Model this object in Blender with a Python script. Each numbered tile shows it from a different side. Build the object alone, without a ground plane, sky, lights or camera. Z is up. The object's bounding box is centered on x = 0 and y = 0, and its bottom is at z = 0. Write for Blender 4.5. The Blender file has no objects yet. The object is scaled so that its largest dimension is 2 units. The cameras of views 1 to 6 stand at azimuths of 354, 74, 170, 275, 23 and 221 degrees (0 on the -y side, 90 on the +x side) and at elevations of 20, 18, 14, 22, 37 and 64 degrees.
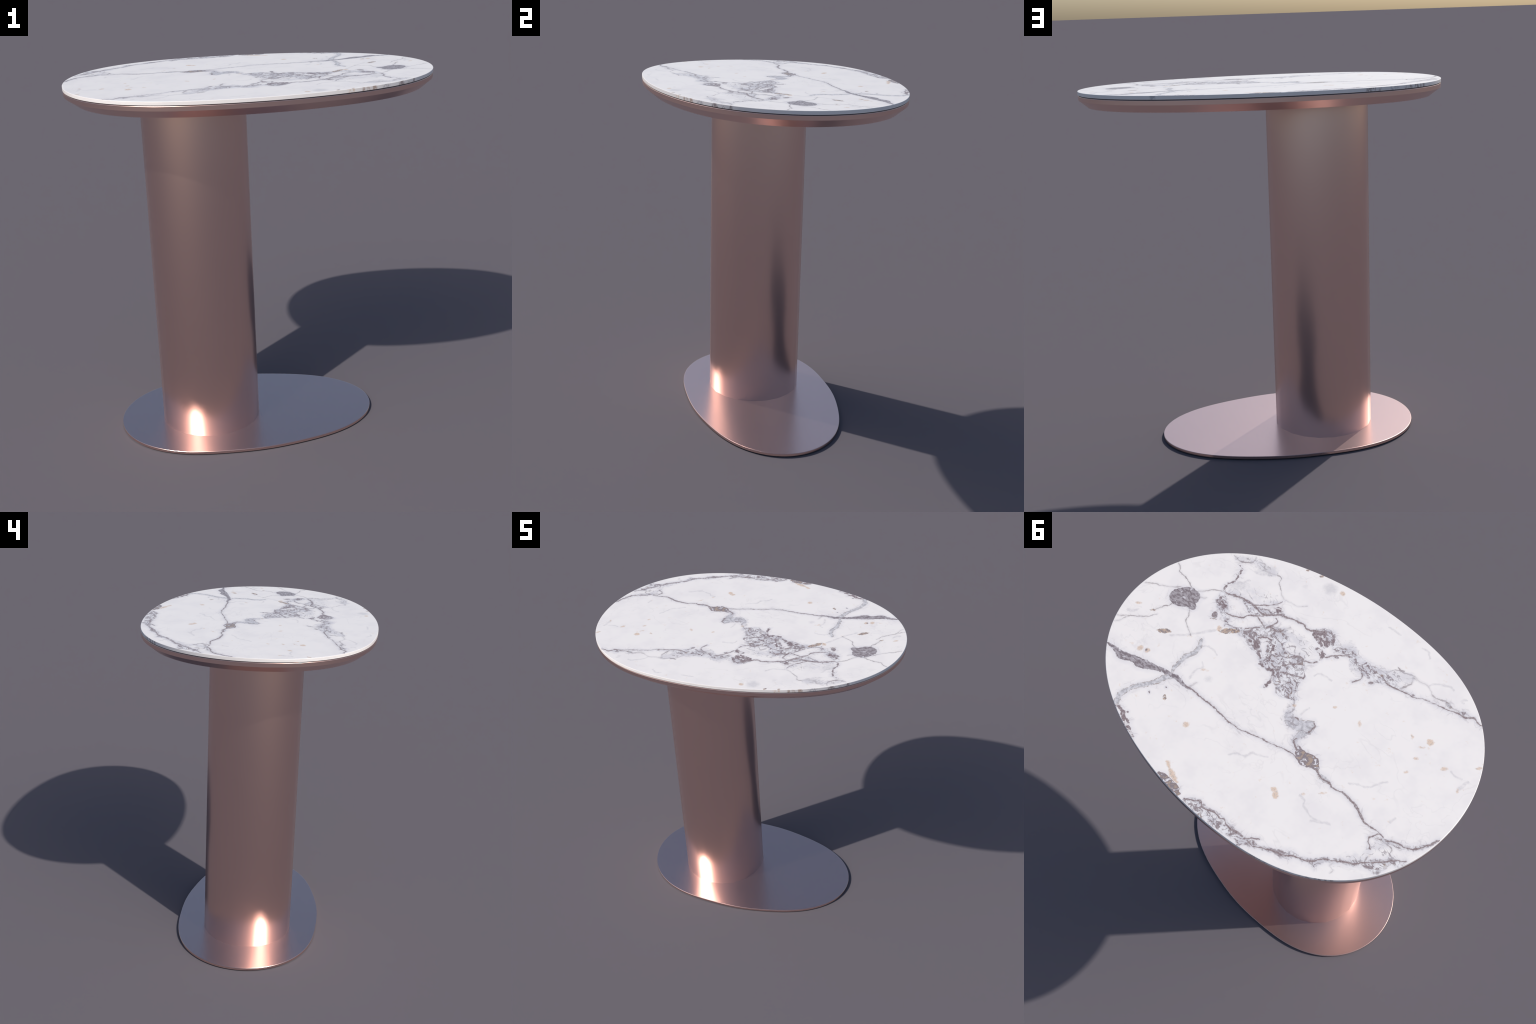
import bpy, bmesh, math
from mathutils import Vector

# ------------------------------------------------------------------ outlines
# Egg-shaped plan curves, mirror-symmetric about the x axis:
# radius(angle) is a short cosine series around (cx, 0).
TOP_PLAN = (0.0, (0.8336, -0.0212, 0.1395, 0.0150, 0.0023, 0.0057, -0.0028))
BASE_PLAN = (-0.12, (0.5772, 0.0027, 0.1399, 0.0158, 0.0167, 0.0071, 0.0005))
COLUMN_X, COLUMN_R, COLUMN_SIDES = -0.3047, 0.2811, 20


def outline(plan, n=288):
    cx, cs = plan
    pts = []
    for i in range(n):
        a = math.tau * i / n
        r = sum(c * math.cos(k * a) for k, c in enumerate(cs))
        pts.append(Vector((cx + r * math.cos(a), r * math.sin(a))))
    return pts


def inset(pts, d):
    """Parallel curve, d metres inside; d may be a function of the angle."""
    n, out = len(pts), []
    for i in range(n):
        t = (pts[(i + 1) % n] - pts[i - 1]).normalized()
        depth = d(math.atan2(pts[i].y, pts[i].x)) if callable(d) else d
        out.append(pts[i] - depth * Vector((t.y, -t.x)))
    return out


def lathe_plan(name, plan, profile, mats, parent, side_slots=None, n=288):
    """Stack of inset copies of a plan outline, capped at both ends.
    profile: (inset, z) from the bottom up; side_slots: material slot per band, then bottom and top caps."""
    bm = bmesh.new()
    base = outline(plan, n)
    rings = []
    for d, z in profile:
        rings.append([bm.verts.new((p.x, p.y, z)) for p in (inset(base, d) if d else base)])
    slots = side_slots or [0] * (len(profile) + 1)
    for b in range(len(rings) - 1):
        for i in range(n):
            j = (i + 1) % n
            f = bm.faces.new((rings[b][i], rings[b][j], rings[b + 1][j], rings[b + 1][i]))
            f.material_index = slots[b]
    f = bm.faces.new(rings[0][::-1]); f.material_index = slots[-2]
    f = bm.faces.new(rings[-1]); f.material_index = slots[-1]
    return finish(bm, name, mats, parent)


def finish(bm, name, mats, parent, angle=22):
    me = bpy.data.meshes.new(name)
    bm.normal_update()
    bm.to_mesh(me); bm.free()
    for m in mats:
        me.materials.append(m)
    me.set_sharp_from_angle(angle=math.radians(angle))
    me.polygons.foreach_set("use_smooth", [len(p.vertices) < 5 for p in me.polygons])   # flat caps stay flat
    ob = bpy.data.objects.new(name, me)
    bpy.context.collection.objects.link(ob)
    ob.parent = parent
    return ob


# ------------------------------------------------------------------ node helper
class Nodes:
    def __init__(self, name):
        self.mat = bpy.data.materials.new(name)
        self.mat.use_nodes = True
        self.t = self.mat.node_tree
        self.bsdf = self.t.nodes["Principled BSDF"]

    def add(self, kind, **props):
        n = self.t.nodes.new(kind)
        for k, v in props.items():
            setattr(n, k, v)
        return n

    def put(self, socket, value):
        if hasattr(value, "links") or isinstance(value, bpy.types.NodeSocket):
            self.t.links.new(value, socket)
        else:
            socket.default_value = value

    def math(self, op, a, b=None, c=None, clamp=False):
        n = self.add("ShaderNodeMath", operation=op, use_clamp=clamp)
        for s, v in zip(n.inputs, (a, b, c)):
            if v is not None:
                self.put(s, v)
        return n.outputs[0]

    def vmath(self, op, a, b=None, scale=None):
        n = self.add("ShaderNodeVectorMath", operation=op)
        self.put(n.inputs[0], a)
        if b is not None:
            self.put(n.inputs[1], b)
        if scale is not None:
            self.put(n.inputs["Scale"], scale)
        return n.outputs["Value"] if op in ("LENGTH", "DOT_PRODUCT") else n.outputs[0]

    def noise(self, vec, scale, detail=2.0, rough=0.5, distortion=0.0, colour=False):
        n = self.add("ShaderNodeTexNoise")
        self.put(n.inputs["Vector"], vec)
        n.inputs["Scale"].default_value = scale
        n.inputs["Detail"].default_value = detail
        n.inputs["Roughness"].default_value = rough
        n.inputs["Distortion"].default_value = distortion
        return n.outputs["Color" if colour else "Fac"]

    def step(self, x, lo, hi, a=0.0, b=1.0):
        """Smooth step of x from lo to hi, giving a to b."""
        n = self.add("ShaderNodeMapRange", interpolation_type="SMOOTHSTEP")
        self.put(n.inputs["Value"], x)
        for k, v in (("From Min", lo), ("From Max", hi), ("To Min", a), ("To Max", b)):
            n.inputs[k].default_value = v
        return n.outputs[0]

    def mix(self, fac, a, b):
        n = self.add("ShaderNodeMix", data_type="RGBA")
        self.put(n.inputs[0], fac)
        for s, v in ((n.inputs[6], a), (n.inputs[7], b)):
            self.put(s, v if not isinstance(v, tuple) else (*v, 1.0))
        return n.outputs[2]

    def place(self, vec, loc, rot=0.0, scale=(1, 1, 1), kind="POINT"):
        n = self.add("ShaderNodeMapping", vector_type=kind)
        self.put(n.inputs["Vector"], vec)
        n.inputs["Location"].default_value = loc
        n.inputs["Rotation"].default_value = (0, 0, rot)
        n.inputs["Scale"].default_value = scale
        return n.outputs[0]

    def curve(self, x, pts, handle):
        n = self.add("ShaderNodeFloatCurve")
        self.put(n.inputs["Value"], x)
        c = n.mapping.curves[0]
        n.mapping.use_clip = False
        c.points[0].location, c.points[1].location = pts[0], pts[-1]
        for p in pts[1:-1]:
            c.points.new(*p)
        for p in c.points:
            p.handle_type = handle
        n.mapping.update()
        return n.outputs[0]

    def most(self, values):
        out = None
        for v in values:
            out = v if out is None else self.math("MAXIMUM", out, v)
        return out


# ------------------------------------------------------------------ the marble's veins
# Each vein is a spine of (x, y, half width in mm) control points in the plane of the table top;
# each spot is an ellipse (x, y, radius, radius in mm).  The shader turns them into masks.
VEINS, SPOTS = {}, {}


def vein(kind, name, *spine):
    VEINS.setdefault(kind, []).append(spine)


def spot(kind, x, y, rx, ry):
    SPOTS.setdefault(kind, []).append((x, y, rx / 1000, ry / 1000))


vein('dark', 'edge_stripe_seam',
     (0.844,0.361,2.9), (0.798,0.358,10.3), (0.741,0.361,22.1), (0.688,0.34,19.1), (0.626,0.325,27.9), (0.573,0.304,14.7), (0.527,0.286,13.2), (0.49,0.28,8.8), (0.444,0.27,13.2), (0.398,0.274,7.4), (0.357,0.269,4.1))
vein('line', 'long_seam',
     (0.4,0.272,2.6), (0.359,0.266,2.6), (0.313,0.266,2.9), (0.269,0.268,3.2), (0.236,0.263,2.6), (0.182,0.268,3.5), (0.139,0.274,2.6), (0.093,0.271,1.8), (0.044,0.267,2.1), (0.02,0.254,2.1), (-0.032,0.241,2.1), (-0.093,0.225,1.8), (-0.12,0.219,1.2), (-0.161,0.203,1.8), (-0.211,0.19,2.6), (-0.245,0.197,2.9))
vein('line', 'long_seam_lower',
     (-0.345,0.178,2.4), (-0.374,0.19,3.5), (-0.4,0.192,3.5), (-0.435,0.189,4.1), (-0.469,0.194,3.8), (-0.514,0.184,4.1), (-0.561,0.186,4.7), (-0.598,0.194,6.5), (-0.628,0.208,6.5), (-0.658,0.221,4.1), (-0.592,0.189,5.9), (-0.627,0.203,6.5), (-0.66,0.222,4.1), (-0.688,0.223,2.9), (-0.711,0.22,2.4), (-0.753,0.217,2.4), (-0.779,0.226,3.5))
vein('grey', 'seam_swell',
     (-0.349,0.183,0.0), (-0.377,0.188,8.8), (-0.404,0.188,14.1), (-0.427,0.188,5.9), (-0.442,0.189,0.0))
vein('grey', 'lower_grey_branch',
     (0.474,0.283,11.8), (0.491,0.3,14.1), (0.509,0.345,13.2), (0.525,0.379,11.8), (0.546,0.413,13.2), (0.572,0.45,8.8), (0.582,0.485,12.4), (0.582,0.523,14.1), (0.569,0.558,13.2))
vein('grey', 'upper_grey_branch',
     (0.488,0.278,2.9), (0.505,0.236,9.4), (0.508,0.195,11.2), (0.504,0.147,13.2), (0.493,0.107,11.8), (0.5,0.074,11.8), (0.522,0.035,5.9))
vein('faint', 'branch_tail',
     (0.5,0.074,2.1), (0.473,0.049,2.4), (0.441,0.043,2.6), (0.405,0.054,1.5))
vein('pale', 'hook_low',
     (0.38,0.262,4.7), (0.372,0.245,4.1), (0.365,0.222,2.4))
vein('faint', 'hook_high',
     (0.405,0.233,2.6), (0.416,0.201,1.8), (0.421,0.171,1.5), (0.408,0.145,2.4), (0.428,0.129,1.8))
vein('lace', 'rim_patch',
     (0.557,0.565,8.8), (0.535,0.562,8.8), (0.506,0.573,11.2), (0.477,0.592,11.8), (0.457,0.595,13.2), (0.421,0.617,13.2), (0.406,0.621,8.8), (0.374,0.627,5.3))
vein('knot', 'rust_rim_patch',
     (0.163,0.673,5.9), (0.135,0.672,14.7), (0.105,0.674,19.1), (0.077,0.678,20.6), (0.044,0.677,14.7), (0.019,0.688,6.5))
vein('tan', 'rust_spur',
     (0.175,0.605,7.4), (0.143,0.623,4.7), (0.117,0.634,12.4), (0.087,0.644,9.4), (0.065,0.649,4.4))
vein('breccia', 'rim_lattice',
     (-0.014,0.691,8.8), (-0.045,0.678,20.6), (-0.089,0.675,27.9), (-0.14,0.67,30.9), (-0.185,0.664,32.4), (-0.218,0.661,27.9), (-0.265,0.658,23.5), (-0.306,0.657,17.6), (-0.337,0.648,11.8))
vein('line', 'rim_lattice_upper_edge',
     (-0.007,0.684,2.6), (-0.051,0.664,2.9), (-0.07,0.647,5.3), (-0.104,0.661,2.6), (-0.129,0.651,2.6), (-0.166,0.641,2.6), (-0.192,0.644,2.4), (-0.219,0.635,2.6), (-0.232,0.644,2.9), (-0.261,0.646,3.5), (-0.306,0.64,6.5), (-0.325,0.641,4.1))
vein('breccia', 'near_rim_band',
     (-0.327,0.678,8.8), (-0.353,0.649,14.7), (-0.385,0.635,13.2), (-0.418,0.625,8.8), (-0.446,0.607,7.4), (-0.474,0.593,8.8), (-0.508,0.581,17.6), (-0.534,0.56,17.6), (-0.557,0.544,8.8), (-0.584,0.542,5.3), (-0.613,0.524,8.8), (-0.64,0.513,22.1), (-0.644,0.505,16.2), (-0.664,0.473,8.2), (-0.696,0.447,6.5), (-0.729,0.422,8.8), (-0.756,0.403,11.8), (-0.783,0.38,10.3), (-0.809,0.364,17.6), (-0.838,0.348,32.4), (-0.859,0.325,27.9), (-0.871,0.293,13.2), (-0.905,0.269,14.7), (-0.923,0.252,5.9))
vein('line', 'near_rim_line',
     (-0.349,0.645,2.4), (-0.395,0.638,2.4), (-0.433,0.613,2.6), (-0.47,0.596,3.5), (-0.502,0.586,2.9), (-0.56,0.548,2.6), (-0.589,0.539,2.9), (-0.624,0.516,3.5), (-0.652,0.481,3.2), (-0.687,0.458,2.9), (-0.724,0.425,3.5), (-0.764,0.4,3.5), (-0.792,0.369,2.6), (-0.826,0.333,2.6), (-0.853,0.306,3.5), (-0.886,0.267,2.1), (-0.924,0.236,1.2))
vein('line', 'rim_fork',
     (-0.332,0.644,2.6), (-0.362,0.619,3.5), (-0.387,0.593,2.9))
vein('breccia', 'near_rim_fork',
     (-0.751,0.254,4.7), (-0.787,0.235,7.1), (-0.825,0.216,10.0), (-0.861,0.203,10.0), (-0.894,0.182,10.0), (-0.916,0.161,8.8), (-0.938,0.136,6.5), (-0.952,0.105,4.7), (-0.967,0.07,2.9))
vein('line', 'near_rim_fork_line',
     (-0.791,0.231,2.4), (-0.826,0.209,2.6), (-0.857,0.198,2.6), (-0.897,0.186,2.6), (-0.923,0.161,2.4), (-0.939,0.133,2.6), (-0.952,0.1,2.9), (-0.967,0.066,1.5))
vein('pale', 'fork_drop',
     (-0.788,0.238,2.4), (-0.82,0.236,2.6), (-0.844,0.239,2.4), (-0.853,0.266,2.4), (-0.884,0.265,2.9))
vein('line', 'fork_loop',
     (-0.755,0.22,2.4), (-0.741,0.246,2.6), (-0.734,0.272,2.6), (-0.742,0.285,2.4))
vein('line', 'fork_loop_tail',
     (-0.74,0.283,2.6), (-0.757,0.291,2.6), (-0.773,0.301,4.1))
vein('pale', 'drip',
     (-0.692,0.464,2.9), (-0.693,0.48,2.1), (-0.714,0.488,2.6), (-0.717,0.505,2.6))
vein('pale', 'peak_drop',
     (-0.785,0.334,2.1), (-0.789,0.35,4.1), (-0.797,0.367,2.9))
vein('lace', 'cluster_spire',
     (0.69,-0.411,2.1), (0.667,-0.395,3.2), (0.656,-0.357,3.8), (0.641,-0.323,4.4), (0.653,-0.285,5.0), (0.65,-0.25,4.4), (0.634,-0.234,3.5))
vein('pale', 'crown_a',
     (0.755,-0.431,2.9), (0.709,-0.425,3.2), (0.683,-0.439,4.1), (0.658,-0.46,4.7), (0.662,-0.497,4.7))
vein('pale', 'crown_b',
     (0.639,-0.486,4.1), (0.602,-0.494,4.7), (0.576,-0.47,5.3), (0.534,-0.477,4.1), (0.491,-0.491,2.1), (0.477,-0.462,1.8), (0.454,-0.447,1.8), (0.418,-0.417,2.1), (0.393,-0.404,2.4))
vein('pale', 'crown_c',
     (0.4,-0.402,1.8), (0.367,-0.408,1.8), (0.342,-0.413,1.5), (0.311,-0.421,1.5), (0.277,-0.454,0.9))
vein('pale', 'oval_ridge_link',
     (0.734,-0.147,2.1), (0.704,-0.184,2.4), (0.665,-0.221,2.6), (0.631,-0.235,2.6))
vein('line', 'cluster_ridge',
     (0.631,-0.235,2.4), (0.589,-0.25,3.8), (0.541,-0.269,4.4), (0.505,-0.272,5.3), (0.462,-0.271,4.1), (0.421,-0.269,4.1), (0.379,-0.288,4.1), (0.343,-0.327,5.9), (0.316,-0.334,5.0), (0.263,-0.351,3.5), (0.223,-0.361,4.4), (0.185,-0.356,4.1), (0.147,-0.379,3.5), (0.104,-0.4,4.1))
vein('line', 'cluster_ridge_upper',
     (0.47,-0.276,2.4), (0.45,-0.3,2.6), (0.422,-0.325,2.6), (0.402,-0.354,2.4), (0.387,-0.389,1.5))
vein('breccia', 'ridge_band',
     (0.553,-0.258,2.9), (0.514,-0.263,11.8), (0.472,-0.251,20.6), (0.435,-0.266,22.1), (0.403,-0.286,16.2), (0.37,-0.306,13.2), (0.343,-0.332,14.7), (0.319,-0.334,5.9))
vein('lace', 'ridge_knot',
     (0.393,-0.331,3.5), (0.377,-0.346,10.0), (0.362,-0.334,8.8), (0.354,-0.311,7.1))
vein('breccia', 'cluster_wall',
     (0.639,-0.23,8.8), (0.616,-0.193,26.5), (0.585,-0.17,27.9), (0.55,-0.152,22.1), (0.517,-0.132,16.2), (0.494,-0.108,5.9))
vein('lace', 'cluster_wall_core',
     (0.629,-0.197,7.4), (0.605,-0.177,12.4), (0.576,-0.174,13.2), (0.554,-0.174,2.9))
vein('line', 'cluster_rung',
     (0.547,-0.149,2.9), (0.508,-0.166,3.2), (0.466,-0.19,3.5), (0.45,-0.218,3.2), (0.42,-0.241,3.2), (0.394,-0.268,2.6))
vein('line', 'cluster_rung_b',
     (0.419,-0.24,2.4), (0.385,-0.231,2.6), (0.35,-0.221,2.6))
vein('line', 'cluster_rung_c',
     (0.346,-0.298,2.9), (0.326,-0.286,3.2), (0.33,-0.254,3.5), (0.342,-0.221,4.1))
vein('line', 'cluster_rung_d',
     (0.363,-0.208,3.5), (0.391,-0.174,2.6), (0.413,-0.148,2.4))
vein('breccia', 'cluster_body_left',
     (0.501,-0.101,7.4), (0.458,-0.111,8.8), (0.419,-0.123,17.6), (0.384,-0.131,25.0), (0.353,-0.139,35.3), (0.319,-0.121,26.5), (0.281,-0.103,14.7), (0.242,-0.08,13.2), (0.198,-0.068,19.1), (0.15,-0.07,11.8))
vein('lace', 'cluster_body_core',
     (0.363,-0.114,8.8), (0.338,-0.118,22.1), (0.305,-0.115,16.2), (0.271,-0.097,6.5), (0.242,-0.075,4.1))
vein('breccia', 'cluster_body_top',
     (0.376,-0.163,23.5), (0.343,-0.204,32.4), (0.306,-0.224,29.4), (0.267,-0.236,32.4), (0.224,-0.235,23.5))
vein('breccia', 'cluster_body',
     (0.258,-0.213,32.4), (0.233,-0.168,38.2), (0.192,-0.142,58.8), (0.139,-0.143,85.3), (0.097,-0.119,76.5), (0.073,-0.084,61.8), (0.045,-0.054,55.9), (0.025,-0.024,47.1), (-0.006,-0.016,20.6), (-0.033,-0.018,6.5))
vein('lace', 'cluster_fringe',
     (0.227,-0.05,4.1), (0.188,-0.058,3.5), (0.147,-0.067,4.4), (0.131,-0.049,4.4), (0.122,-0.009,8.2), (0.118,0.025,7.1))
vein('lace', 'cluster_inner',
     (0.308,-0.132,2.9), (0.289,-0.165,3.5), (0.254,-0.173,5.9), (0.232,-0.153,5.3), (0.226,-0.115,8.2), (0.201,-0.089,8.8))
vein('line', 'cluster_right_edge',
     (0.033,-0.247,2.4), (0.053,-0.219,2.1), (0.078,-0.21,2.4))
vein('line', 'cluster_right_edge_b',
     (0.081,-0.187,2.9), (0.052,-0.196,2.6), (0.044,-0.169,2.9), (0.021,-0.166,2.1), (0.019,-0.142,2.6), (0.056,-0.119,4.7), (0.089,-0.102,5.3), (0.121,-0.083,3.5))
vein('lace', 'mauve_patch',
     (0.153,-0.353,10.3), (0.127,-0.357,23.5), (0.09,-0.357,32.4), (0.065,-0.356,23.5), (0.047,-0.392,8.8))
vein('lace', 'mauve_patch_tail',
     (0.086,-0.306,5.9), (0.06,-0.3,14.7), (0.035,-0.29,16.2), (0.027,-0.268,7.4))
vein('breccia', 'mauve_patch_lace',
     (0.165,-0.367,8.8), (0.126,-0.388,23.5), (0.085,-0.397,32.4), (0.043,-0.387,17.6), (0.012,-0.371,2.9))
vein('breccia', 'right_band',
     (0.03,-0.359,7.1), (-0.015,-0.381,13.2), (-0.056,-0.395,19.1), (-0.09,-0.378,23.5), (-0.122,-0.384,26.5), (-0.165,-0.381,32.4), (-0.208,-0.382,36.8), (-0.243,-0.391,35.3), (-0.283,-0.4,25.0), (-0.323,-0.399,14.7), (-0.364,-0.407,7.1), (-0.426,-0.42,4.7))
vein('line', 'right_band_line',
     (-0.279,-0.386,3.5), (-0.31,-0.387,4.7), (-0.351,-0.399,2.9), (-0.383,-0.408,2.4), (-0.431,-0.415,1.8), (-0.463,-0.436,1.2), (-0.52,-0.452,1.5), (-0.569,-0.466,2.6), (-0.597,-0.474,2.4), (-0.635,-0.488,2.4), (-0.662,-0.492,2.9), (-0.685,-0.505,3.5), (-0.706,-0.517,3.5), (-0.73,-0.51,2.6), (-0.763,-0.511,2.9))
vein('pale', 'right_band_upper',
     (-0.232,-0.424,1.5), (-0.285,-0.478,2.4), (-0.311,-0.484,2.9), (-0.36,-0.501,3.5), (-0.395,-0.501,2.6), (-0.437,-0.506,3.2), (-0.461,-0.496,1.5), (-0.485,-0.48,4.1), (-0.522,-0.487,3.2), (-0.561,-0.495,3.8), (-0.585,-0.49,3.8), (-0.621,-0.496,1.8), (-0.649,-0.508,2.4))
vein('grey', 'right_band_swell',
     (-0.555,-0.494,1.5), (-0.572,-0.491,7.4), (-0.589,-0.489,1.5))
vein('breccia', 'right_band_end',
     (-0.63,-0.485,2.4), (-0.645,-0.495,13.2), (-0.666,-0.506,14.1), (-0.685,-0.51,5.9), (-0.696,-0.515,1.5))
vein('pale', 'right_band_link',
     (-0.345,-0.396,2.1), (-0.362,-0.433,4.7), (-0.373,-0.466,3.5), (-0.349,-0.462,4.7), (-0.363,-0.492,8.2), (-0.378,-0.498,2.9))
vein('line', 'lace_link',
     (0.02,-0.292,2.6), (-0.002,-0.327,2.9), (-0.033,-0.361,2.6), (-0.066,-0.378,2.6))
vein('line', 'lace_hook',
     (-0.162,-0.277,2.6), (-0.174,-0.295,3.5), (-0.182,-0.319,1.8), (-0.162,-0.319,4.1), (-0.166,-0.347,3.5))
vein('faint', 'right_wisp',
     (-0.437,-0.511,1.5), (-0.452,-0.535,1.8), (-0.489,-0.562,2.9), (-0.517,-0.575,2.6), (-0.544,-0.574,2.4))
vein('grey', 'grey_blot',
     (-0.046,0.054,7.4), (-0.064,0.064,14.1), (-0.091,0.076,23.5), (-0.126,0.066,27.9), (-0.152,0.051,29.4), (-0.175,0.033,26.5), (-0.195,0.033,17.6))
vein('grey', 'grey_blot_tail',
     (-0.185,0.044,20.6), (-0.181,0.07,20.6), (-0.173,0.1,14.7), (-0.173,0.127,9.4), (-0.178,0.145,10.3), (-0.195,0.155,4.7), (-0.217,0.166,4.7))
vein('knot', 'rust_knot',
     (-0.204,0.147,4.1), (-0.228,0.165,17.6), (-0.258,0.172,32.4), (-0.288,0.171,36.8), (-0.317,0.169,27.9), (-0.345,0.174,11.8), (-0.355,0.182,2.9))
vein('pale', 'oval_ray_up',
     (0.926,-0.204,2.4), (0.901,-0.195,2.6), (0.88,-0.172,2.4), (0.839,-0.168,2.6), (0.793,-0.153,2.1), (0.769,-0.138,2.1))
vein('pale', 'oval_ray_left',
     (0.963,-0.006,2.1), (0.923,-0.033,2.4), (0.879,-0.056,2.4), (0.829,-0.095,2.4), (0.81,-0.116,1.8))
vein('pale', 'oval_ray_down',
     (0.693,-0.048,2.1), (0.664,-0.014,2.4), (0.651,0.015,2.4), (0.603,0.041,1.5), (0.573,0.058,2.1))
vein('pale', 'oval_ray_low_left',
     (0.77,-0.011,2.1), (0.791,0.029,2.4), (0.814,0.081,2.6))
vein('pale', 'left_wisp',
     (0.926,0.218,2.4), (0.901,0.207,2.6), (0.872,0.175,2.4), (0.841,0.153,2.4), (0.807,0.126,2.1), (0.784,0.079,1.8))
vein('pale', 'left_wisp_low',
     (0.905,0.254,2.1), (0.887,0.225,2.9), (0.878,0.195,2.9), (0.872,0.175,1.8))
vein('faint', 'mid_wisp',
     (-0.002,0.394,2.4), (-0.034,0.365,2.6), (-0.064,0.346,2.9), (-0.076,0.316,3.5), (-0.105,0.305,2.4), (-0.144,0.279,1.8))
vein('faint', 'low_wisp',
     (-0.373,0.32,2.6), (-0.406,0.327,2.6), (-0.423,0.346,2.1), (-0.458,0.359,2.1), (-0.484,0.367,2.6), (-0.523,0.356,2.4), (-0.566,0.337,2.1))
vein('faint', 'far_wisp',
     (-0.496,0.133,2.4), (-0.527,0.106,2.6), (-0.571,0.088,1.8), (-0.595,0.042,2.1), (-0.622,0.002,1.8))
vein('faint', 'rim_wisp',
     (-0.791,-0.226,2.4), (-0.823,-0.226,2.6), (-0.856,-0.235,1.8))
vein('faint', 'crown_d',
     (0.61,-0.427,2.9), (0.575,-0.433,2.6), (0.557,-0.45,3.5), (0.524,-0.471,2.9))
vein('faint', 'cluster_top_wisp',
     (0.642,-0.301,3.5), (0.612,-0.334,4.1), (0.588,-0.373,2.6))
vein('pale', 'lace_left',
     (0.309,-0.236,2.6), (0.277,-0.251,6.5), (0.265,-0.283,4.1), (0.256,-0.306,6.5))
vein('faint', 'lace_right',
     (0.263,-0.255,2.1), (0.237,-0.272,2.6), (0.219,-0.293,2.4))
vein('line', 'band_edge_low',
     (-0.001,-0.328,5.3), (-0.017,-0.329,5.9), (-0.029,-0.333,2.9))
vein('faint', 'band_spur',
     (-0.112,-0.326,5.9), (-0.126,-0.343,2.4), (-0.145,-0.362,1.8))
vein('line', 'band_tail_knot',
     (-0.221,-0.329,5.3), (-0.234,-0.337,6.5), (-0.242,-0.342,2.4))
vein('pale', 'band_top_wisp',
     (-0.267,-0.491,1.8), (-0.285,-0.483,4.7), (-0.307,-0.49,4.1))
vein('faint', 'field_wisp_a',
     (-0.006,-0.177,1.8), (-0.018,-0.204,2.9), (-0.045,-0.214,2.1), (-0.09,-0.218,1.8))
vein('faint', 'field_wisp_b',
     (-0.103,0.019,2.1), (-0.106,-0.012,2.4), (-0.11,-0.039,1.8))
vein('faint', 'field_wisp_c',
     (-0.088,-0.633,2.4), (-0.114,-0.636,2.6), (-0.141,-0.637,2.9), (-0.165,-0.637,2.1))
vein('faint', 'field_wisp_d',
     (-0.283,-0.653,2.4), (-0.317,-0.655,2.9), (-0.353,-0.63,2.4))
vein('faint', 'edge_wisp',
     (-0.605,-0.546,2.4), (-0.607,-0.557,3.5), (-0.621,-0.573,2.1))
vein('faint', 'edge_wisp_low',
     (-0.609,-0.545,2.6), (-0.624,-0.55,1.8))
vein('faint', 'rim_cloud',
     (-0.871,-0.18,4.1), (-0.88,-0.201,5.9), (-0.883,-0.23,4.1), (-0.885,-0.245,2.4))
vein('faint', 'junction_wisp',
     (-0.751,0.152,2.9), (-0.756,0.127,2.4), (-0.758,0.112,1.5))
vein('faint', 'low_field_wisp',
     (-0.491,0.385,2.1), (-0.52,0.362,2.4), (-0.548,0.344,2.4), (-0.572,0.337,1.8))
vein('faint', 'spot_trail',
     (0.651,0.127,2.6), (0.617,0.092,2.6), (0.58,0.055,2.1), (0.548,0.009,4.1), (0.509,-0.048,5.3))
vein('faint', 'left_cloud',
     (0.909,0.166,5.9), (0.884,0.147,4.7), (0.866,0.121,2.9))
vein('pale', 'oval_side_ray',
     (0.704,-0.131,4.1), (0.689,-0.138,3.5), (0.674,-0.154,1.2))
vein('haze', 'cluster_haze',
     (0.28,-0.263,26.5), (0.202,-0.256,44.1), (0.139,-0.256,52.9), (0.082,-0.256,32.4))
vein('haze', 'right_band_haze',
     (0.033,-0.381,20.6), (-0.033,-0.408,29.4), (-0.122,-0.365,35.3), (-0.17,-0.37,38.2), (-0.239,-0.397,41.2), (-0.303,-0.442,35.3), (-0.367,-0.488,20.6))
vein('haze', 'cell_haze',
     (0.618,-0.249,17.6), (0.551,-0.302,26.5), (0.483,-0.335,32.4), (0.413,-0.37,23.5))
vein('haze', 'crown_haze',
     (0.739,-0.424,11.8), (0.675,-0.463,17.6), (0.604,-0.482,20.6), (0.52,-0.485,14.7))
vein('haze', 'near_rim_haze',
     (-0.691,0.454,17.6), (-0.741,0.395,23.5), (-0.784,0.327,35.3), (-0.813,0.275,41.2), (-0.863,0.261,26.5))
vein('line', 'cluster_mid',
     (0.138,-0.115,2.6), (0.125,-0.132,2.6), (0.12,-0.149,3.5), (0.101,-0.164,4.1), (0.079,-0.19,2.9))
vein('line', 'cluster_mid_b',
     (0.142,-0.182,2.9), (0.127,-0.201,4.1), (0.105,-0.214,2.6), (0.082,-0.211,2.4))
vein('line', 'cluster_arc',
     (0.335,-0.151,2.6), (0.322,-0.169,4.1), (0.298,-0.184,4.7), (0.269,-0.188,2.6))
vein('line', 'cluster_right_rise',
     (0.342,-0.221,3.5), (0.331,-0.236,2.6), (0.307,-0.238,3.5), (0.278,-0.248,4.7), (0.267,-0.276,2.4))
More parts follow.
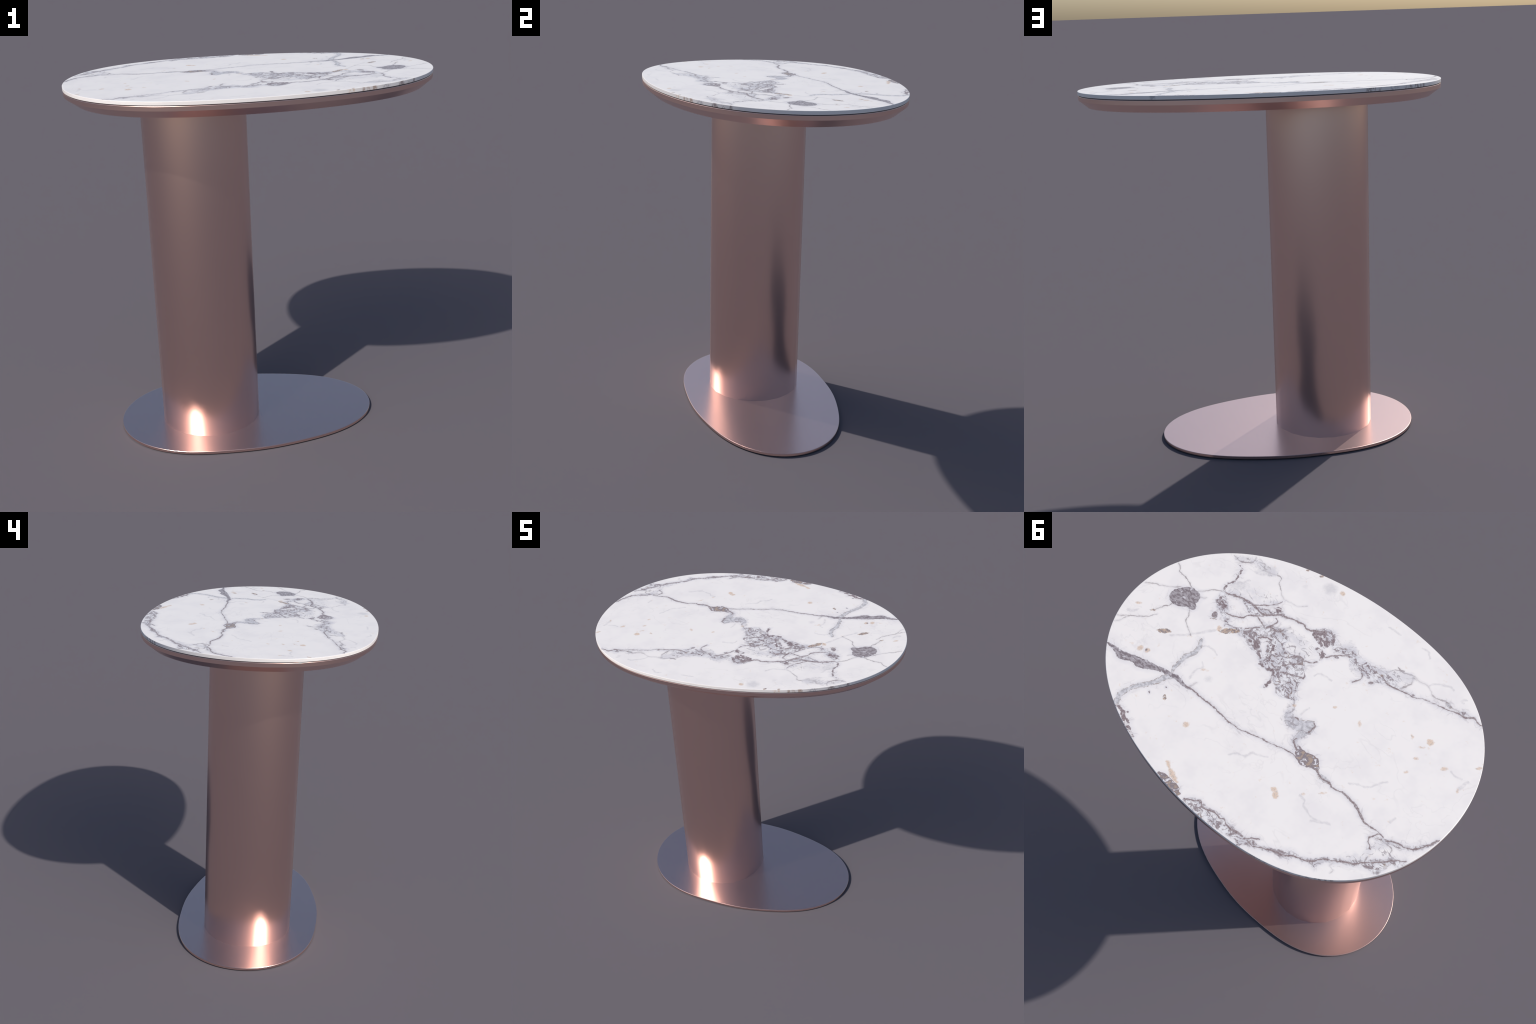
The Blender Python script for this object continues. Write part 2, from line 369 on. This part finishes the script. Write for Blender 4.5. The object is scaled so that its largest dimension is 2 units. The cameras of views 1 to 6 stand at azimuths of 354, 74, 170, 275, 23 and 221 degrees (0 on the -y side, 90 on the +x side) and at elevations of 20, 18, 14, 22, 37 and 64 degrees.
vein('pale', 'haze_squiggle',
     (0.193,-0.205,2.4), (0.182,-0.225,2.6), (0.164,-0.237,3.5), (0.152,-0.219,2.4))
vein('haze', 'stem_haze',
     (-0.026,-0.03,11.8), (-0.04,0.008,14.7), (-0.057,0.048,20.6), (-0.089,0.074,32.4), (-0.141,0.061,35.3))
vein('haze', 'stem_haze_low',
     (-0.172,0.065,26.5), (-0.175,0.103,23.5), (-0.178,0.14,17.6), (-0.202,0.158,17.6), (-0.249,0.171,38.2))
vein('pale', 'stem_line',
     (-0.033,-0.02,2.9), (-0.048,0.005,2.4), (-0.061,0.021,2.1), (-0.059,0.037,3.5), (-0.051,0.059,2.9))
vein('line', 'blot_edge',
     (-0.088,0.047,2.4), (-0.105,0.044,3.5), (-0.118,0.049,2.4))
vein('line', 'blot_edge_right',
     (-0.175,0.011,2.9), (-0.192,0.017,3.5), (-0.195,0.038,3.5), (-0.193,0.066,2.9))
vein('line', 'blot_stem',
     (-0.171,0.12,2.4), (-0.171,0.142,2.9), (-0.191,0.155,2.4), (-0.217,0.166,2.9))
spot('smoke', 0.698, -0.455, 42, 16)
spot('smoke', 0.573, -0.472, 48, 27)
spot('smoke', 0.611, -0.309, 47, 23)
spot('oval', 0.757, -0.079, 77, 57)
spot('oval', 0.693, -0.066, 23, 21)
spot('rust', 0.686, 0.127, 35, 14)
spot('tan', 0.703, 0.272, 12, 14)
spot('tan', 0.664, 0.261, 12, 13)
spot('plum', 0.670, 0.264, 6, 7)
spot('smoke', 0.342, 0.174, 14, 15)
spot('rust', 0.421, 0.385, 8, 14)
spot('tan', 0.397, 0.156, 8, 6)
spot('tan', 0.243, 0.415, 15, 13)
spot('plum', 0.490, 0.556, 5, 6)
spot('plum', 0.453, 0.340, 4, 4)
spot('tan', 0.897, 0.096, 12, 5)
spot('tan', -0.272, 0.381, 12, 12)
spot('tan', -0.295, 0.395, 14, 17)
spot('tan', -0.633, -0.283, 14, 15)
spot('tan', -0.623, -0.233, 11, 5)
spot('tan', -0.554, -0.247, 5, 9)
spot('tan', -0.336, -0.131, 6, 13)
spot('tan', -0.195, -0.121, 8, 7)
spot('tan', -0.639, -0.174, 10, 6)
spot('tan', -0.650, -0.090, 9, 5)
spot('tan', -0.765, -0.219, 14, 9)
spot('tan', -0.877, -0.330, 12, 6)
spot('tan', -0.875, -0.175, 5, 9)
spot('tan', 0.204, -0.629, 11, 12)
spot('rust', 0.423, -0.615, 8, 7)
spot('rust', 0.348, -0.634, 11, 7)
spot('tan', -0.383, 0.306, 6, 4)
spot('tan', -0.443, 0.246, 13, 4)
spot('rust', 0.457, -0.087, 49, 15)
spot('tan', 0.505, -0.067, 13, 13)
spot('plum', 0.576, -0.107, 13, 17)
spot('rust', 0.561, -0.088, 15, 6)
spot('smoke', 0.266, -0.608, 35, 35)
spot('tan', -0.050, 0.003, 8, 5)
spot('rust', 0.817, 0.080, 14, 6)
spot('plum', 0.495, 0.413, 4, 5)


def vein_depth(g, where, spine):
    """Signed depth in metres (positive inside) of a vein: along its chord run two float curves, offset and half width."""
    a, b = Vector(spine[0][:2]), Vector(spine[-1][:2])
    d = (b - a).normalized()
    nrm = Vector((-d.y, d.x))
    run = []
    for x, y, w in spine:
        p = Vector((x, y)) - a
        s, t = p.dot(d), p.dot(nrm)
        if not run or s > run[-1][0] + 0.0015:
            run.append((s, t, w / 1000))
    cap0, cap1 = max(run[0][2] * 0.5, 0.002), max(run[-1][2] * 0.5, 0.002)
    s0, t0 = a.dot(d), a.dot(nrm)
    off, wid = [(s0 - cap0, t0)], [(s0 - cap0, -0.004)]
    for i, (s, t, w) in enumerate(run):
        before, after = run[max(i - 1, 0)], run[min(i + 1, len(run) - 1)]
        slope = (after[1] - before[1]) / max(after[0] - before[0], 1e-4)
        off.append((s0 + s, t0 + t))
        wid.append((s0 + s, w * min(math.hypot(1, slope), 2.2)))
    off.append((s0 + run[-1][0] + cap1, off[-1][1]))
    wid.append((off[-1][0], -0.004))
    wid = [(wid[0][0] - 0.06, -0.06)] + wid + [(wid[-1][0] + 0.06, -0.06)]
    along = g.vmath("DOT_PRODUCT", where, (d.x, d.y, 0))
    across = g.vmath("DOT_PRODUCT", where, (nrm.x, nrm.y, 0))
    dist = g.math("ABSOLUTE", g.math("SUBTRACT", across, g.curve(along, off, "AUTO")))
    return g.math("SUBTRACT", g.curve(along, wid, "VECTOR"), dist)


def spot_depth(g, where, s):
    x, y, rx, ry = s
    p = g.vmath("SUBTRACT", where, (x, y, 0))
    u = g.vmath("DOT_PRODUCT", p, (-0.727 / rx, -0.687 / rx, 0))
    v = g.vmath("DOT_PRODUCT", p, (-0.687 / ry, 0.727 / ry, 0))
    q = g.math("MULTIPLY_ADD", v, v, g.math("MULTIPLY", u, u))
    r = min(rx, ry) * 0.5
    return g.math("MULTIPLY_ADD", q, -r, r)


WHITE, SHADE = (0.91, 0.862, 0.832), (0.82, 0.775, 0.768)
LAVENDER, ASH = (0.60, 0.59, 0.65), (0.43, 0.415, 0.44)
PLUM, RUST, TAN = (0.235, 0.168, 0.168), (0.38, 0.245, 0.175), (0.71, 0.50, 0.345)


def marble():
    g = Nodes("veined_marble")
    obj = g.add("ShaderNodeTexCoord").outputs["Object"]
    flat = g.vmath("MULTIPLY", obj, (1, 1, 0))
    coarse = g.vmath("SUBTRACT", g.noise(flat, 16, 3, 0.6, colour=True), (0.5, 0.5, 0.5))
    fine = g.vmath("SUBTRACT", g.noise(flat, 46, 2, 0.6, colour=True), (0.5, 0.5, 0.5))
    warped = g.vmath("ADD", flat, g.vmath("ADD", g.vmath("SCALE", coarse, scale=0.020), g.vmath("SCALE", fine, scale=0.012)))
    soft = g.vmath("ADD", flat, g.vmath("SCALE", coarse, scale=0.030))
    warped = g.vmath("MULTIPLY", warped, (1, 1, 0))
    depth = {k: g.most(vein_depth(g, warped, s) for s in spines) for k, spines in VEINS.items()}
    dots = {k: g.most(spot_depth(g, warped, s) for s in ss) for k, ss in SPOTS.items()}

    grain = g.noise(flat, 55, 4, 0.65)           # ragged edges, breakup
    speck = g.noise(flat, 130, 3, 0.6)
    cloud = g.noise(flat, 5, 5, 0.6)
    rag = g.math("MULTIPLY", g.math("SUBTRACT", grain, 0.5), 0.022)

    # ground colour with milky clouds
    c = g.mix(g.step(cloud, 0.44, 0.66, 0.0, 0.55), WHITE, SHADE)
    # faint straw-coloured flecks
    fleck = g.step(g.noise(flat, 22, 3, 0.7), 0.64, 0.72, 0.0, 0.40)
    c = g.mix(fleck, c, (0.78, 0.64, 0.53))
    # milky lavender halo around all strong veins
    strong = g.most([depth["breccia"], depth["line"], depth["lace"], depth["dark"], depth["grey"], depth["knot"], dots["plum"], dots["oval"]])
    c = g.mix(g.step(strong, -0.030, 0.002, 0.0, 0.40), c, (0.69, 0.665, 0.70))
    # hair cracks in the halo
    hair = g.math("ABSOLUTE", g.math("SUBTRACT", g.noise(soft, 9, 2, 0.5, 1.2), 0.5))
    hair = g.math("MULTIPLY", g.step(hair, 0.002, 0.022, 1.0, 0.0), g.step(strong, -0.040, -0.006, 0.0, 0.34))
    c = g.mix(g.math("MULTIPLY", hair, g.step(cloud, 0.42, 0.58)), c, (0.38, 0.33, 0.345))
    # wandering wisps over the open field, gathered in drifts
    for scale, dist, shift in ((2.6, 2.2, 0.0), (4.6, 1.6, 7.0)):
        w = g.math("ABSOLUTE", g.math("SUBTRACT", g.noise(g.place(soft, (shift, shift, 0), 0.6, (1, 1.6, 1)), scale, 2.5, 0.5, dist), 0.5))
        drift = g.step(g.noise(g.place(flat, (shift + 3, 1, 0)), 2.8, 3), 0.50, 0.64)
        c = g.mix(g.math("MULTIPLY", g.step(w, 0.0, 0.020, 0.15, 0.0), drift), c, (0.50, 0.465, 0.48))
    # soft smoke spots
    smoke = g.math("ADD", dots["smoke"], g.math("MULTIPLY", rag, 1.8))
    c = g.mix(g.step(smoke, -0.016, 0.028, 0.0, 0.5), c, (0.47, 0.455, 0.485))

    # faint and pale hair veins
    c = g.mix(g.math("MULTIPLY", g.step(depth["faint"], -0.007, 0.002), g.step(grain, 0.3, 0.6, 0.12, 0.42)), c, (0.50, 0.47, 0.49))
    pale = g.step(g.math("ADD", depth["pale"], g.math("MULTIPLY", g.math("SUBTRACT", grain, 0.52), 0.010)), -0.0018, 0.0012)
    fade = g.step(g.noise(flat, 11, 2), 0.36, 0.60, 0.22, 0.80)
    c = g.mix(g.step(depth["pale"], -0.012, 0.001, 0.0, 0.25), c, (0.57, 0.54, 0.56))
    c = g.mix(g.math("MULTIPLY", pale, fade), c, (0.31, 0.255, 0.255))

    # grey branches: ash fill, brown broken rim
    gd = g.math("ADD", depth["grey"], g.math("MULTIPLY", rag, 0.6))
    c = g.mix(g.step(gd, -0.005, 0.005, 0.0, 0.78), c, g.mix(g.step(g.noise(flat, 60, 3), 0.38, 0.62), (0.36, 0.345, 0.365), (0.66, 0.64, 0.66)))
    rim = g.step(g.math("ABSOLUTE", gd), 0.0008, 0.0024, 1.0, 0.0)
    c = g.mix(g.math("MULTIPLY", rim, g.step(grain, 0.42, 0.58, 0.0, 0.75)), c, (0.31, 0.225, 0.18))

    # lavender haze with a loose web of hair lines
    hd = g.math("ADD", depth["haze"], g.math("MULTIPLY", rag, 2.0))
    hazy = g.step(hd, -0.020, 0.022)
    c = g.mix(g.math("MULTIPLY", hazy, g.step(g.noise(soft, 14, 3), 0.38, 0.60, 0.10, 0.60)), c, (0.645, 0.62, 0.65))
    web = g.math("ABSOLUTE", g.math("SUBTRACT", g.noise(g.place(soft, (1, 4, 0), 0.3, (1, 1.4, 1)), 15, 1.5, 0.5, 1.2), 0.5))
    web = g.math("DIVIDE", web, g.step(grain, 0.38, 0.64, 0.004, 0.040))
    c = g.mix(g.math("MULTIPLY", hazy, g.step(web, 0.5, 1.0, 0.60, 0.0)), c, (0.29, 0.245, 0.26))

    # breccia: lavender fill crossed by dark contour lines that follow swirling noise
    bd = g.math("ADD", depth["breccia"], rag)
    inside = g.step(bd, -0.010, 0.008)
    fill_n = g.noise(soft, 13, 3, 0.55, 0.6)
    fill = g.mix(g.step(fill_n, 0.42, 0.60), (0.82, 0.795, 0.80), (0.60, 0.575, 0.605))
    fill = g.mix(g.step(g.noise(soft, 20, 3, 0.6), 0.59, 0.70), fill, (0.38, 0.355, 0.38))
    c = g.mix(g.math("MULTIPLY", inside, 0.85), c, fill)
    lines = []
    for scale, width, dist, twist in ((8, 0.032, 1.3, 0.45), (14, 0.036, 1.0, 1.2), (23, 0.022, 0.5, 2.2)):
        n = g.noise(g.place(soft, (scale, 0.3 * scale, 0), twist, (1.0, 1.5, 1)), scale, 1.5, 0.5, dist)
        swell = g.step(grain, 0.38, 0.64, width * 0.12, width * 1.7)
        lines.append(g.math("SUBTRACT", 1.0, g.math("DIVIDE", g.math("ABSOLUTE", g.math("SUBTRACT", n, 0.5)), swell)))
    mesh = g.step(g.most(lines), 0.0, 0.45)
    mesh = g.math("MULTIPLY", mesh, g.step(fill_n, 0.36, 0.50, 0.35, 1.0))
    edge = g.step(g.math("ABSOLUTE", g.math("SUBTRACT", bd, 0.001)), 0.001, 0.004, 0.6, 0.0)
    net = g.math("MULTIPLY", g.math("MAXIMUM", mesh, g.math("MULTIPLY", edge, g.step(speck, 0.45, 0.60))), g.step(bd, -0.006, 0.004))
    net_colour = g.mix(g.step(g.noise(flat, 14, 2), 0.60, 0.72), g.mix(g.step(speck, 0.4, 0.62), PLUM, (0.30, 0.255, 0.27)), (0.30, 0.215, 0.175))
    c = g.mix(g.math("MULTIPLY", net, 0.88), c, net_colour)

    # knot: brown-grey lens with white windows
    kd = g.math("ADD", depth["knot"], g.math("MULTIPLY", rag, 0.6))
    kn = g.noise(flat, 42, 3, 0.55, 0.8)
    kc = g.mix(g.step(kn, 0.56, 0.62), g.mix(g.step(kn, 0.40, 0.48), (0.43, 0.33, 0.265), (0.27, 0.225, 0.235)), (0.76, 0.73, 0.75))
    c = g.mix(g.step(kd, -0.002, 0.002), c, kc)
    c = g.mix(g.step(g.math("ABSOLUTE", kd), 0.001, 0.0028, 0.8, 0.0), c, PLUM)

    # dense plum patches with pale striations
    dd = g.math("MAXIMUM", g.math("ADD", depth["dark"], g.math("MULTIPLY", rag, 0.8)), g.math("ADD", dots["oval"], g.math("MULTIPLY", rag, 0.28)))
    stria = g.noise(g.place(warped, (0, 0, 0), 0.9, (40, 95, 1)), 1.0, 2, 0.5)
    dc = g.mix(g.step(stria, 0.40, 0.60), (0.20, 0.160, 0.172), (0.40, 0.36, 0.378))
    dc = g.mix(g.step(g.noise(flat, 48, 2), 0.61, 0.67), dc, (0.62, 0.585, 0.61))
    c = g.mix(g.step(dd, -0.0018, 0.0018, 0.0, 0.95), c, dc)

    # lacy plum: dark islands with white windows between
    pd = g.math("ADD", depth["lace"], g.math("MULTIPLY", rag, 1.9))
    islands = g.step(g.noise(g.place(soft, (5, 2, 0), 0.5, (1, 1.5, 1)), 27, 3, 0.6, 0.8), 0.44, 0.50)
    islands = g.math("MAXIMUM", islands, g.step(g.math("ABSOLUTE", pd), 0.0010, 0.0026, 0.7, 0.0))
    c = g.mix(g.math("MULTIPLY", g.step(pd, -0.0022, 0.0022), g.math("MULTIPLY_ADD", islands, 0.80, 0.14)), c, g.mix(g.step(speck, 0.45, 0.62), (0.215, 0.155, 0.160), (0.31, 0.25, 0.26)))

    # dark seams, swelling and breaking
    bead = g.noise(flat, 85, 2, 0.5)
    ld = g.math("ADD", depth["line"], g.math("MULTIPLY", g.math("SUBTRACT", g.math("MULTIPLY_ADD", g.noise(flat, 30, 2), 0.5, g.math("MULTIPLY", bead, 0.5)), 0.48), 0.014))
    seam = g.step(ld, -0.0020, 0.0020)
    c = g.mix(g.step(ld, -0.011, 0.0, 0.0, 0.30), c, (0.53, 0.50, 0.52))
    lc = g.mix(g.step(speck, 0.47, 0.62), PLUM, (0.35, 0.28, 0.27))
    lc = g.mix(g.math("MULTIPLY", g.step(ld, 0.0030, 0.0052, 0.0, 0.8), g.step(speck, 0.42, 0.56)), lc, (0.52, 0.50, 0.53))
    c = g.mix(g.math("MULTIPLY", seam, 0.92), c, lc)

    # rust and straw coloured inclusions
    td = g.math("ADD", g.math("MAXIMUM", depth["tan"], dots["tan"]), g.math("MULTIPLY", rag, 0.85))
    c = g.mix(g.step(td, -0.006, 0.005, 0.0, 0.72), c, g.mix(g.step(speck, 0.52, 0.62), TAN, (0.40, 0.31, 0.26)))
    rd = g.math("ADD", dots["rust"], g.math("MULTIPLY", rag, 0.8))
    c = g.mix(g.step(rd, -0.0015, 0.002, 0.0, 0.9), c, g.mix(g.step(g.noise(flat, 65, 3), 0.60, 0.66), g.mix(g.step(g.noise(flat, 85, 3), 0.44, 0.56), (0.52, 0.375, 0.275), (0.24, 0.19, 0.19)), (0.75, 0.72, 0.72)))
    pd = g.math("ADD", dots["plum"], g.math("MULTIPLY", rag, 0.4))
    c = g.mix(g.step(pd, -0.0015, 0.0015, 0.0, 0.9), c, g.mix(g.step(speck, 0.5, 0.62), PLUM, ASH))

    g.put(g.bsdf.inputs["Base Color"], c)
    g.bsdf.inputs["Roughness"].default_value = STONE_ROUGH
    return g.mat


def marble_edge():
    """Polished rim of the slab: nearly plain, with a few clusters of upright streaks."""
    g = Nodes("veined_marble_rim")
    obj = g.add("ShaderNodeTexCoord").outputs["Object"]
    flat = g.vmath("MULTIPLY", obj, (1, 1, 0.35))
    c = g.mix(g.step(g.noise(flat, 6, 4), 0.45, 0.7, 0.0, 0.5), WHITE, SHADE)
    streak = g.noise(g.vmath("MULTIPLY", obj, (1, 1, 0.6)), 58, 3, 0.6)
    for x, y, r, tone in ((0.412, -0.623, 0.022, TAN), (0.491, -0.596, 0.026, RUST), (0.531, -0.580, 0.022, RUST), (0.600, -0.550, 0.03, ASH),
                          (0.695, -0.492, 0.032, PLUM), (0.750, -0.450, 0.036, PLUM), (-0.442, 0.668, 0.046, PLUM), (-0.645, 0.590, 0.036, PLUM),
                          (-0.715, 0.545, 0.050, PLUM), (0.612, 0.542, 0.018, ASH), (-0.56, 0.63, 0.03, ASH)):
        near = g.step(g.vmath("LENGTH", g.vmath("SUBTRACT", flat, (x, y, 0.697))), r * 0.55, r * 1.15, 1.0, 0.0)
        c = g.mix(g.math("MULTIPLY", near, g.step(streak, 0.42, 0.60, 0.10, 0.78)), c, tone)
    g.put(g.bsdf.inputs["Base Color"], c)
    g.bsdf.inputs["Roughness"].default_value = STONE_ROUGH
    return g.mat


def plain(name, colour, metallic, rough, grain=0.0):
    g = Nodes(name)
    obj = g.add("ShaderNodeTexCoord").outputs["Object"]
    n = g.noise(obj, 3.0, 3)
    dark = tuple(x * 0.985 for x in colour)
    g.put(g.bsdf.inputs["Base Color"], g.mix(n, dark, colour))
    g.bsdf.inputs["Metallic"].default_value = metallic
    g.put(g.bsdf.inputs["Roughness"], rough)
    return g.mat


STONE_ROUGH = 0.38
COPPER = (0.86, 0.607, 0.545)
COLUMN_ROUGH, PLATE_ROUGH = 0.285, 0.27

stone, stone_rim = marble(), marble_edge()
copper = plain("satin_rose_copper", COPPER, 1.0, COLUMN_ROUGH)
plate_copper = plain("burnished_rose_copper", COPPER, 1.0, PLATE_ROUGH)
gap_black = plain("gap_line_black", (0.03, 0.028, 0.028), 0.0, 0.7)

table = bpy.data.objects.new("pedestal_table", None)
bpy.context.collection.objects.link(table)
table["label"] = "egg-shaped white marble table on rose copper pedestal"
table["category"] = "pedestal table"

# marble slab: eased top and bottom arrises
lathe_plan("tabletop", TOP_PLAN, [(0.0018, 1.9810), (0.0, 1.9822), (0.0, 1.9983), (0.0007, 1.9995), (0.0022, 2.0)],
           [stone, stone_rim], table, [1, 1, 1, 0, 1, 0])
# thin black ring set back in the gap under the slab
lathe_plan("dark_gap_ring", TOP_PLAN, [(0.006, 1.9768), (0.006, 1.9820)], [gap_black], table)
# the chamfer runs a little deeper at the blunt tip
BEVEL_FOOT = lambda a: 0.0485 + 0.009 * max(0.0, -math.cos(a)) ** 6
# metal tray: upright rim, chamfered underside
lathe_plan("tray", TOP_PLAN, [(BEVEL_FOOT, 1.9150), (0.0016, 1.9542), (0.0016, 1.9756), (0.0023, 1.9770), (0.0040, 1.9776)],
           [copper], table)
# floor plate, with a thin black layer under its edge
lathe_plan("base_plate", BASE_PLAN, [(0.0018, 0.0030), (0.0, 0.0042), (0.0, 0.0180), (0.0009, 0.0191), (0.0026, 0.0195)], [plate_copper], table)
lathe_plan("dark_base_line", BASE_PLAN, [(0.005, 0.0), (0.005, 0.0035)], [gap_black], table)

# round column
bm = bmesh.new()
n, rings = COLUMN_SIDES, []
for z in (0.0185, 1.9155):
    rings.append([bm.verts.new((COLUMN_X + COLUMN_R * math.cos(math.tau * i / n), COLUMN_R * math.sin(math.tau * i / n), z)) for i in range(n)])
for i in range(n):
    bm.faces.new((rings[0][i], rings[0][(i + 1) % n], rings[1][(i + 1) % n], rings[1][i]))
bm.faces.new(rings[0][::-1]); bm.faces.new(rings[1])
column = finish(bm, "column", [copper], table)
# normals bent near both ends to brighten the top reflection and darken the bottom
TILT = math.radians(3.7)
me = column.data
normals = []
for p in me.polygons:
    for li in p.loop_indices:
        v = me.vertices[me.loops[li].vertex_index].co
        if len(p.vertices) > 4:
            normals.append(p.normal.copy())
        else:
            t = TILT if v.z > 1 else -TILT
            radial = Vector((v.x - COLUMN_X, v.y, 0)).normalized()
            normals.append(radial * math.cos(t) + Vector((0, 0, math.sin(t))))
me.normals_split_custom_set(normals)
